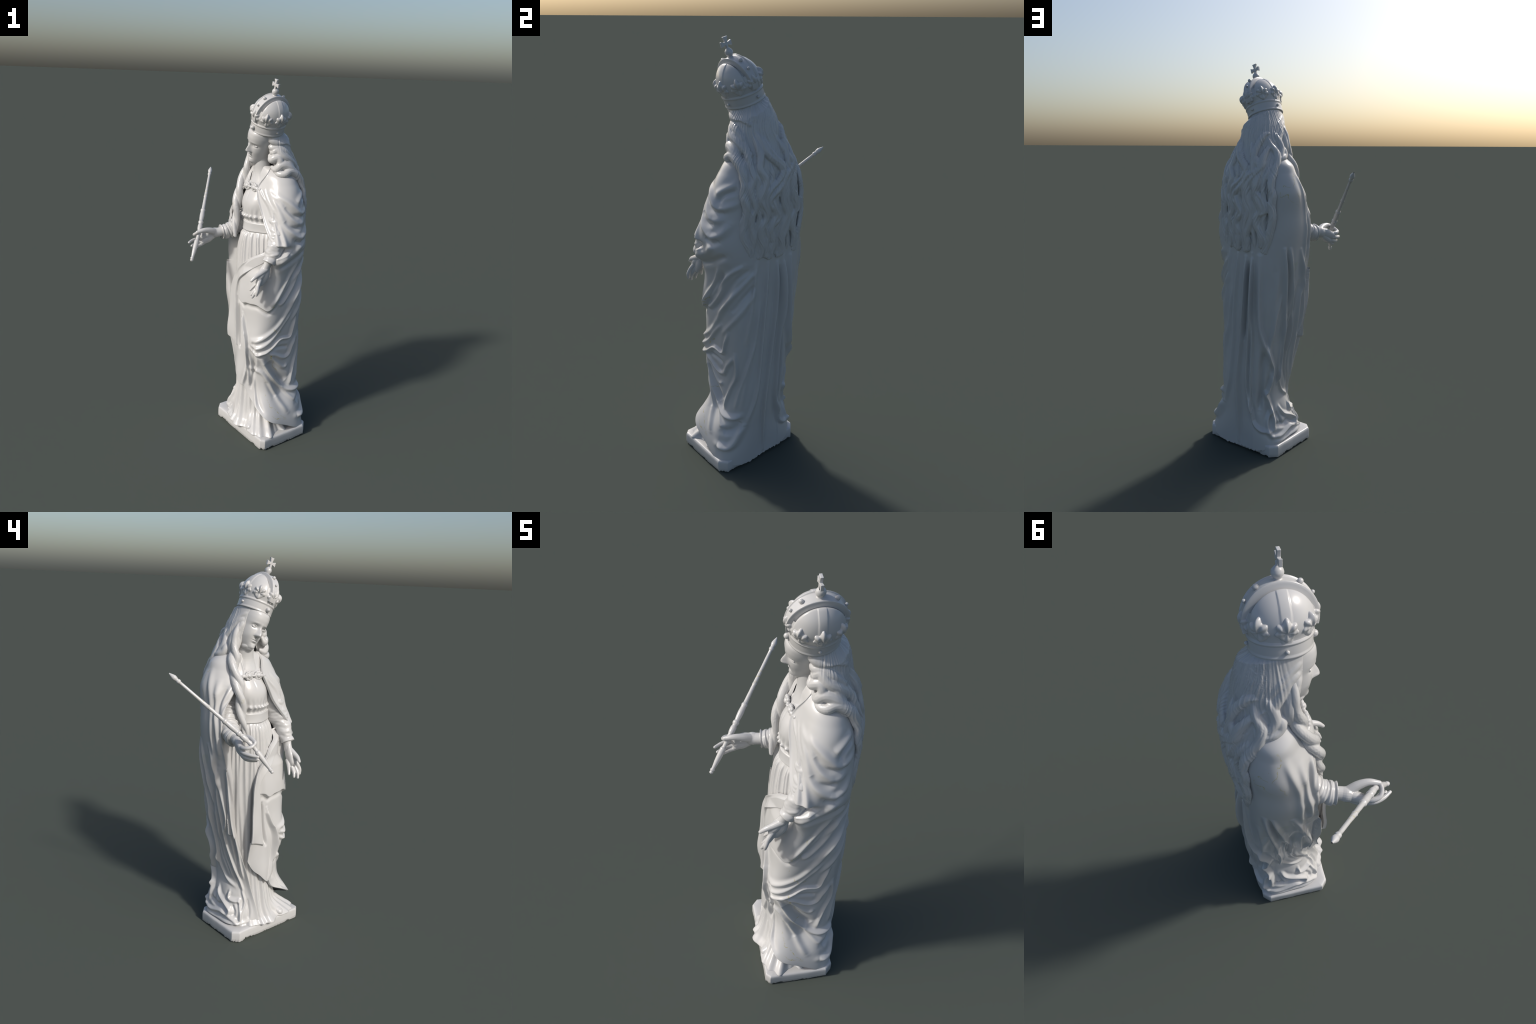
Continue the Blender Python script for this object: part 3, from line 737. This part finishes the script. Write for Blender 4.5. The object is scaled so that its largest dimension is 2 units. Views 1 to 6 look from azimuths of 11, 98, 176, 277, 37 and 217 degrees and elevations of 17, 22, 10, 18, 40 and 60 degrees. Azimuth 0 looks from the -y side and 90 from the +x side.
LOCKS = [  # spines of the main locks down the back: (angle, height)
[(127, 1.5), (129, 1.46), (133, 1.43), (132, 1.39), (133, 1.37), (136, 1.34), (135, 1.3), (132, 1.26), (132, 1.2), (135, 1.16), (139, 1.11)],
     [(120, 1.66), (127, 1.6), (134, 1.56), (141, 1.5), (145, 1.45), (141, 1.41), (143, 1.37), (147, 1.33), (142, 1.29), (141, 1.25), (144, 1.19), (142, 1.15), (143, 1.11)],
     [(146, 1.62), (155, 1.58), (158, 1.53), (155, 1.49), (163, 1.44), (159, 1.4), (154, 1.36), (162, 1.32), (164, 1.28), (156, 1.24), (156, 1.19), (158, 1.15), (155, 1.1)],
     [(168, 1.63), (175, 1.57), (184, 1.53), (195, 1.49), (192, 1.46), (184, 1.43), (170, 1.4), (163, 1.36), (164, 1.32), (166, 1.29), (161, 1.26), (165, 1.2), (164, 1.15), (162, 1.1)],
     [(200, 1.61), (204, 1.57), (210, 1.53), (218, 1.49), (199, 1.45), (193, 1.42), (193, 1.37), (195, 1.32), (200, 1.28), (196, 1.24), (192, 1.19), (196, 1.13), (192, 1.09)],
     [(177, 1.43), (172, 1.36), (177, 1.32), (181, 1.28), (175, 1.25), (172, 1.22), (177, 1.17), (173, 1.14), (174, 1.09)],
     [(216, 1.52), (216, 1.48), (212, 1.44), (210, 1.39), (222, 1.33), (224, 1.28), (213, 1.26), (212, 1.22), (222, 1.16), (226, 1.09)],
     [(253, 1.65), (235, 1.65), (214, 1.6), (208, 1.54), (206, 1.48), (202, 1.45)],
     [(254, 1.62), (230, 1.57), (222, 1.53), (219, 1.49), (208, 1.45), (199, 1.41), (199, 1.34), (204, 1.29), (202, 1.22), (195, 1.17), (196, 1.09)],
     [(239, 1.55), (243, 1.49), (234, 1.44), (232, 1.4), (234, 1.36), (232, 1.31), (234, 1.25), (231, 1.19), (229, 1.14), (226, 1.08)],
     [(232, 1.53), (221, 1.48), (213, 1.41), (211, 1.37), (217, 1.32), (219, 1.29), (213, 1.25), (214, 1.21), (219, 1.17), (220, 1.11)],
     [(145, 1.65), (159, 1.61), (173, 1.54), (191, 1.49), (197, 1.45), (185, 1.4), (170, 1.36), (168, 1.34), (181, 1.3), (186, 1.27), (173, 1.23), (174, 1.18), (178, 1.14), (174, 1.1)],
]

def hair():
    rng = np.random.default_rng(21)
    parts = []
    # solid mass under the locks
    nu, nv = 120, 160
    z = np.linspace(1.105, 1.775, nv); u = np.linspace(-1, 1, nu)
    Ug, Zg = np.meshgrid(u, z, indexing='ij')
    dg = 181 + np.where(Ug < 0, Ug*(hair_left(Zg) - 3), Ug*(hair_right(Zg) - 3))
    near = 0.016*smooth(100, 60, dg)*smooth(1.74, 1.68, Zg)
    O_ = on_hair(dg, Zg, -0.008 + 0.004*np.exp(-((Zg - 1.50)/0.07)**2) + 0.010*smooth(1.58, 1.66, Zg) - near); I_ = on_hair(dg, Zg, -0.044 - near)
    I = np.arange(nu*nv).reshape(nu, nv); n = nu*nv
    rim = np.r_[I[:, 0], I[-1, 1:], I[-2::-1, -1], I[0, -2:0:-1]]
    q = np.stack([rim, np.roll(rim, -1), np.roll(rim, -1) + n, rim + n], -1)[:, ::-1]
    parts.append((np.vstack([O_.reshape(-1, 3), I_.reshape(-1, 3)]), np.vstack([grid_faces(nu, nv), grid_faces(nu, nv, False, n, True), q])))
    # waving locks falling from the crown down the back
    def wavy(f0, top, bot, rad, amp, phase, lift, wl=0.145):
        zz = np.linspace(top, bot, 46)
        s = (top - zz)/(top - bot)
        grow = smooth(1.66, 1.50, zz)
        d = 181 + f0*hair_span(zz) + amp*np.sin(2*pi*(zz/wl) + phase)*grow
        d += 2.2*np.sin(2*pi*zz/0.31 + phase*2.1)*grow
        lf = lift + 0.004*np.sin(2*pi*zz/wl + phase + 1.4)*grow - 0.010*smooth(1.60, 1.68, zz)
        r = rad*(0.62 + 0.38*grow)*(1 - 0.35*smooth(0.92, 1.0, s))
        return lock(d, zz, r, lf, 0.72)
    paths = [np.array(p, float) for p in LOCKS]
    for p in paths:
        k = len(p); e = rng.uniform(-0.002, 0.002, k)
        r = np.full(k, 0.0165) + rng.uniform(-0.0015, 0.002); r[0] *= 0.4; r[1] *= 0.85; r[-1] *= 0.7
        lf = np.full(k, 0.001) + e; lf[0] -= 0.014; lf[1] -= 0.006
        parts.append(lock(p[:, 0], p[:, 1], r, lf, 0.75))
        for off in (-3.2, 0.3, 3.4):                         # strands riding on the lock
            parts.append(lock(p[:, 0] + off + rng.uniform(-0.5, 0.5, k), p[:, 1], r*0.42, lf + 0.0085 - 0.0007*off*off, 0.8))
        d0, bot = p[-1]; c = rng.choice([-1, 1])
        if bot < 1.2:
            parts.append(lock([d0, d0 + 1.4*c, d0 + 3.6*c, d0 + 5.0*c, d0 + 3.8*c], [bot + 0.03, bot + 0.004, bot - 0.006, bot + 0.004, bot + 0.016], [0.012, 0.011, 0.010, 0.008, 0.006], 0.002))
    # lower locks halfway between neighbours
    full = sorted([p for p in paths if p[0, 1] > 1.49 and p[-1, 1] < 1.2], key=lambda q: q[:, 0].mean())
    for p, q in zip(full[:-1], full[1:]):
        zz = np.linspace(1.50, 1.10, 15)
        d = 0.5*(np.interp(-zz, -p[:, 1], p[:, 0]) + np.interp(-zz, -q[:, 1], q[:, 0]))
        parts.append(lock(d, zz, np.r_[0.006, np.full(13, 0.0130), 0.009], -0.005, 0.75))
    # straight combed strands below the crown
    for k in range(30):
        d0 = 112 + 145*(k + rng.uniform(-0.3, 0.3))/29
        zz = np.linspace(1.77, rng.uniform(1.56, 1.62), 8)
        d = 181 + (d0 - 181)*np.linspace(1, 0.86, 8) + 1.2*np.sin(np.linspace(0, 5, 8) + k)
        parts.append(lock(d, zz, np.r_[np.full(6, rng.uniform(0.006, 0.009)), 0.006, 0.003], np.r_[np.full(5, -0.003), -0.006, -0.011, -0.016], 0.8))
    # temple waves and side curls, left
    S = [([30, 45, 79, 114, 140], [1.706, 1.696, 1.676, 1.686, 1.66], [0.004, 0.015, 0.019, 0.019, 0.012], -0.004),
         ([24, 40, 70, 100, 130], [1.738, 1.728, 1.712, 1.708, 1.69], [0.004, 0.012, 0.015, 0.016, 0.010], -0.006),
         ([36, 52, 79, 98, 125], [1.672, 1.655, 1.650, 1.637, 1.60], [0.004, 0.017, 0.021, 0.021, 0.016], -0.004),
         ([48, 60, 74, 90, 113, 139], [1.640, 1.628, 1.640, 1.615, 1.588, 1.545], [0.008, 0.020, 0.023, 0.023, 0.022, 0.016], -0.002),
         ([46, 54, 66, 77, 82, 76, 66], [1.612, 1.592, 1.600, 1.604, 1.580, 1.560, 1.552], [0.010, 0.020, 0.023, 0.021, 0.019, 0.017, 0.010], 0.001),
         ([60, 72, 86, 100, 114, 130], [1.550, 1.542, 1.566, 1.560, 1.535, 1.500], [0.012, 0.020, 0.024, 0.024, 0.023, 0.018], 0.0),
         ([70, 80, 90, 104, 118, 131, 134], [1.530, 1.518, 1.520, 1.534, 1.520, 1.475, 1.43], [0.012, 0.018, 0.021, 0.021, 0.022, 0.020, 0.014], 0.003),
         ([96, 102, 108, 116, 124], [1.650, 1.614, 1.582, 1.543, 1.50], [0.014, 0.019, 0.020, 0.019, 0.014], -0.002),
         # right side
         ([-24, -42, -66, -84, -100], [1.752, 1.738, 1.715, 1.690, 1.66], [0.004, 0.013, 0.017, 0.018, 0.014], -0.004),
         ([-36, -52, -70, -86, -100], [1.720, 1.708, 1.690, 1.655, 1.61], [0.004, 0.015, 0.019, 0.020, 0.016], -0.003),
         ([-46, -58, -70, -77, -76], [1.694, 1.676, 1.646, 1.592, 1.545], [0.004, 0.016, 0.022, 0.022, 0.016], 0.0),
         ([-44, -54, -66, -72], [1.712, 1.690, 1.650, 1.600], [0.006, 0.016, 0.020, 0.018], -0.002),
         ([-112, -106, -98, -97, -104], [1.690, 1.645, 1.612, 1.575, 1.545], [0.004, 0.014, 0.018, 0.019, 0.016], -0.001),
         ([-97, -90, -92, -100, -108], [1.600, 1.570, 1.548, 1.535, 1.53], [0.008, 0.018, 0.019, 0.018, 0.014], 0.001),
         ([-128, -122, -112, -114, -122, -127], [1.66, 1.60, 1.555, 1.515, 1.475, 1.43], [0.004, 0.015, 0.019, 0.019, 0.018, 0.014], 0.0)]
    for d, zz, r, lf in S:
        d = np.array(d, float); zz = np.array(zz, float)
        parts.append(lock(d, zz, np.array(r), lf - 0.012*(np.arange(len(d)) == 0) - 0.006*(d < 0) - 0.017*smooth(95, 55, d)*(d > 0)*smooth(1.74, 1.68, zz), 0.9))
    me = fuse('hair', parts, 0.0026, 3, 0.5)
    def grain(co, no):
        dg = np.degrees(np.arctan2(co[:, 0] - AXIS[0], -(co[:, 1] - AXIS[1])))
        q = np.stack([dg*0.55 + 2.2*np.sin(co[:, 2]*43), co[:, 2]*5, 0*dg], -1)
        top = smooth(1.58, 1.68, co[:, 2])
        a_ = np.abs(((dg - 184 + 180) % 360) - 180)          # grain runs down the back; the side curls have their own run
        k = smooth(85, 60, a_)
        return k*((0.0024 + 0.0006*top)*mnoise3(q, 1.0, 2.0) + 0.0012*mnoise3(q*2.3, 1.0, 5.0))
    displace(me, grain)
    # the hair is pressed in where the crown sits on it
    n = len(me.vertices); co = np.zeros(n*3, np.float32); me.vertices.foreach_get('co', co); co = co.reshape(-1, 3)
    q = (co - HEAD_O) @ HM
    rad = np.hypot(q[:, 0], q[:, 1]); k = smooth(-0.075, -0.030, q[:, 2])
    lim = np.where(k > 0, 0.083 + 0.045*(1 - k), 9.0)
    lim = lim*np.sqrt((q[:, 0]*0.98)**2 + (q[:, 1]*1.07)**2)/np.maximum(rad, 1e-6)
    sc = np.minimum(1.0, lim/np.maximum(rad, 1e-6)); q[:, :2] *= sc[:, None]
    q[:, 2] = np.minimum(q[:, 2], 0.02)
    me.vertices.foreach_set('co', (q @ HM.T + HEAD_O).astype(np.float32).ravel()); me.update()
    displace(me, lambda co, no: 0.0024*smooth(1.60, 1.68, co[:, 2])*smooth(-0.01, 0.03, co[:, 1])*mnoise3(np.stack([np.degrees(np.arctan2(co[:, 0] - AXIS[0], co[:, 1] - AXIS[1]))*0.42, co[:, 2]*4, 0*co[:, 2]], -1), 1.0, 8.0))
    add('hair', me)
    # long twisted tress over the right breast
    core = dvec([(-0.130, -0.008, 1.712), (-0.152, -0.008, 1.660), (-0.163, -0.006, 1.605), (-0.174, -0.010, 1.555), (-0.189, -0.024, 1.508), (-0.195, -0.042, 1.450), (-0.190, -0.066, 1.400), (-0.185, -0.078, 1.340), (-0.182, -0.086, 1.270), (-0.172, -0.098, 1.20), (-0.163, -0.106, 1.150)])
    d = np.r_[0, np.cumsum(np.linalg.norm(np.diff(core, axis=0), axis=1))]
    t = np.linspace(0, d[-1], 70); C = spline(d, core, t); s = t/d[-1]
    parts = []
    for k in range(2):
        a = pi*k + 0.6 + 2*pi*(s - 0.15)*2.3*smooth(0.12, 0.4, s)
        off = 0.0135*smooth(0.0, 0.15, s)*(1 - 0.45*smooth(0.6, 1.0, s))
        P = C + off[:, None]*(np.cos(a)[:, None]*dvec((0.80, -0.60, 0)) + np.sin(a)[:, None]*dvec((0.5, 0.7, 0.3)))
        r = spline([0, 0.15, 0.3, 0.5, 0.8, 1.0], [0.010, 0.017, 0.0185, 0.0195, 0.0165, 0.0085], s)
        parts.append(tube(P, r, 14))
    me = fuse('tress', parts, 0.0022, 2)
    displace(me, lambda co, no: 0.0006*mnoise3(np.stack([co[:, 0]*160 + 3*np.sin(co[:, 2]*40), co[:, 1]*160, co[:, 2]*10], -1), 1.0, 3.0))
    add('tress', me)

# ------------------------------------------------------------------ sceptre
def sceptre():
    end, bend, tip = dvec((-0.204, -0.364, 1.028)), dvec((-0.268, -0.279, 1.156)), dvec((-0.559, -0.020, 1.474))
    L1 = np.linalg.norm(bend - end); L2 = np.linalg.norm(tip - bend)
    # distance from the lower end against radius: turned knobs, swelling grip, shaft and bud
    prof = [(0.000, 0.001), (0.003, 0.0075), (0.008, 0.009), (0.013, 0.007), (0.016, 0.0095), (0.021, 0.0105), (0.026, 0.0075), (0.032, 0.008), (0.06, 0.0115), (0.10, 0.0135),
            (0.125, 0.0135), (0.13, 0.009), (0.15, 0.0095), (0.165, 0.012), (0.18, 0.012), (0.19, 0.010), (0.205, 0.0135), (0.225, 0.0135), (0.235, 0.010), (0.245, 0.0145), (0.252, 0.0145), (0.258, 0.0105),
            (0.275, 0.0125), (0.30, 0.0135), (0.325, 0.0115), (0.331, 0.0135), (0.337, 0.0135), (0.343, 0.0095), (0.40, 0.0090), (0.43, 0.0088), (0.435, 0.0105), (0.44, 0.0088), (0.52, 0.0078), (0.600, 0.0070), (0.605, 0.0105),
            (0.612, 0.0110), (0.618, 0.0080), (0.628, 0.0115), (0.637, 0.0125), (0.65, 0.0085), (0.665, 0.002)]
    tot = L1 + L2; k = tot/0.665
    t = np.array([p[0] for p in prof])*k; r = np.array([p[1] for p in prof])
    tt = np.unique(np.concatenate([np.linspace(a, b, 5) for a, b in zip(t[:-1], t[1:])]))
    P = np.where(tt[:, None] < L1, end + (bend - end)*(tt[:, None]/L1), bend + (tip - bend)*((tt[:, None] - L1)/L2))
    rr = np.interp(tt, t, r); rr = np.convolve(np.r_[rr[0], rr, rr[-1]], [0.25, 0.5, 0.25], 'valid')
    twist = 1 + 0.035*np.sin(tt*260)*((tt > 0.36) & (tt < 0.59))
    for _ in range(30):
        w = np.abs(tt - L1) < 0.03
        P[1:-1] = np.where(w[1:-1, None], 0.5*P[1:-1] + 0.25*(P[2:] + P[:-2]), P[1:-1])
    V, F = tube(P, rr*twist, 24, cap=False)
    add('sceptre', mesh_from('sceptre', V, F))

# ------------------------------------------------------------------ arms and hands
def arms():
    # right sleeve: rings of crumpled cloth ending in a cuff
    p = dvec([(-0.19, 0.03, 1.27), (-0.215, -0.02, 1.215), (-0.238, -0.070, 1.175), (-0.252, -0.112, 1.157), (-0.257, -0.135, 1.154)])
    d = np.r_[0, np.cumsum(np.linalg.norm(np.diff(p, axis=0), axis=1))]
    t = np.linspace(0, d[-1], 120); P = spline(d, p, t)
    r = spline(d, np.array([0.062, 0.054, 0.046, 0.042, 0.040]), t) + 0.0028*np.sin(t*230 + 0.8) + 0.0015*np.sin(t*410)
    P = np.vstack([P, P[-1:] + (P[-1:] - P[-2:-1])*0.6, P[-1:], P[-1:] - 0.01*dvec((-0.2, -0.9, 0))]); r = np.r_[r, r[-1] - 0.003, r[-1] - 0.009, 0.024]
    V, F = tube(P, r, 48, cap=False)
    me = mesh_from('arm', V, F); displace(me, lambda co, no: 0.006*mnoise3(co, (16, 40, 22), 4.0)); add('arm', me)
    # left sleeve
    p = dvec([(0.040, 0.02, 1.40), (0.075, 0.0, 1.31), (0.112, -0.018, 1.23), (0.138, -0.050, 1.15), (0.140, -0.086, 1.090), (0.140, -0.096, 1.072)])
    d = np.r_[0, np.cumsum(np.linalg.norm(np.diff(p, axis=0), axis=1))]
    t = np.linspace(0, d[-1], 140); P = spline(d, p, t)
    r = spline(d, np.array([0.05, 0.056, 0.056, 0.046, 0.037, 0.036]), t)
    P = np.vstack([P, P[-1:] + (P[-1:] - P[-2:-1])*0.6, P[-1:], P[-1:] + dvec((0, 0.004, 0.01))]); r = np.r_[r, r[-1] - 0.003, r[-1] - 0.009, 0.022]
    V, F = tube(P, r, 48, cap=False)
    me = mesh_from('arm', V, F)
    displace(me, lambda co, no: 0.008*mnoise3(co, (18, 18, 34), 1.0)*smooth(1.075, 1.11, co[:, 2]) + 0.003*mnoise3(co, (40, 40, 80), 6.0)*smooth(1.08, 1.11, co[:, 2]))
    add('arm', me)
    # right hand closed round the sceptre: index meets thumb, the others reach forward under the staff
    H = [tube([(-0.252, -0.115, 1.155), (-0.262, -0.150, 1.154), (-0.268, -0.172, 1.151)], [0.0255, 0.0260, 0.0265], 20, sub=4),
         tube([(-0.268, -0.168, 1.152), (-0.270, -0.174, 1.151)], [0.0285, 0.0285], 20),
         tube([(-0.270, -0.172, 1.150), (-0.283, -0.205, 1.140), (-0.297, -0.238, 1.128)], [0.026, 0.030, 0.023], 20, sub=4, flat=0.72, normal=(0.75, -0.2, 0.35)),
         tube([(-0.272, -0.180, 1.140), (-0.282, -0.215, 1.115), (-0.288, -0.240, 1.100)], [0.020, 0.021, 0.015], 16, sub=4),
         tube([(-0.262, -0.180, 1.160), (-0.255, -0.215, 1.172), (-0.254, -0.255, 1.178), (-0.262, -0.292, 1.170)], [0.019, 0.0175, 0.0135, 0.0095], 14, sub=5),
         tube([(-0.300, -0.235, 1.138), (-0.308, -0.262, 1.142), (-0.303, -0.285, 1.146), (-0.280, -0.298, 1.156), (-0.264, -0.296, 1.166)], [0.0115, 0.0105, 0.0095, 0.0085, 0.0075], 12, sub=5),
         tube([(-0.302, -0.236, 1.122), (-0.306, -0.270, 1.118), (-0.298, -0.302, 1.116), (-0.279, -0.335, 1.113)], [0.0110, 0.0100, 0.0088, 0.0065], 12, sub=5),
         tube([(-0.296, -0.236, 1.106), (-0.298, -0.268, 1.098), (-0.288, -0.298, 1.096), (-0.267, -0.325, 1.095)], [0.0105, 0.0095, 0.0085, 0.0065], 12, sub=5),
         tube([(-0.288, -0.236, 1.092), (-0.288, -0.262, 1.084), (-0.276, -0.288, 1.082), (-0.262, -0.308, 1.084)], [0.0095, 0.0085, 0.0075, 0.006], 12, sub=5)]
    add('hand', fuse('hand', H, 0.0016, 3))
    # left hand hanging open, thumb forward
    H = [tube([(0.138, -0.088, 1.085), (0.134, -0.100, 1.058), (0.132, -0.110, 1.035)], [0.027, 0.0235, 0.024], 20, sub=4, flat=0.8, normal=(1, 0.2, 0)),
         tube([(0.132, -0.108, 1.040), (0.131, -0.122, 1.005), (0.130, -0.140, 0.972)], [0.025, 0.034, 0.028], 20, sub=5, flat=0.58, normal=(0.9, -0.35, 0.1)),
         tube([(0.136, -0.112, 1.035), (0.138, -0.150, 1.018), (0.137, -0.182, 1.003), (0.133, -0.200, 0.987)], [0.018, 0.0145, 0.0110, 0.0078], 14, sub=5),
         tube([(0.137, -0.120, 1.028), (0.140, -0.142, 1.006), (0.142, -0.158, 0.990)], [0.017, 0.019, 0.013], 14, sub=4, flat=0.7, normal=(1, -0.2, 0)),
         tube([(0.142, -0.152, 0.985), (0.153, -0.172, 0.955), (0.160, -0.180, 0.930), (0.158, -0.183, 0.911)], [0.0125, 0.0108, 0.0094, 0.0068], 12, sub=5),
         tube([(0.136, -0.144, 0.972), (0.142, -0.166, 0.940), (0.142, -0.184, 0.915), (0.136, -0.193, 0.895)], [0.0125, 0.0108, 0.0094, 0.0068], 12, sub=5),
         tube([(0.127, -0.136, 0.970), (0.126, -0.158, 0.940), (0.122, -0.176, 0.917), (0.116, -0.185, 0.901)], [0.0120, 0.0105, 0.0090, 0.0066], 12, sub=5),
         tube([(0.116, -0.126, 0.978), (0.107, -0.146, 0.955), (0.097, -0.162, 0.935), (0.089, -0.173, 0.917)], [0.0112, 0.0096, 0.0082, 0.0060], 12, sub=5)]
    add('hand', fuse('hand', H, 0.0016, 3))

plinth(); cloak(); gown(); shoes(); clasp(); head(); crown(); hair(); sceptre(); arms()
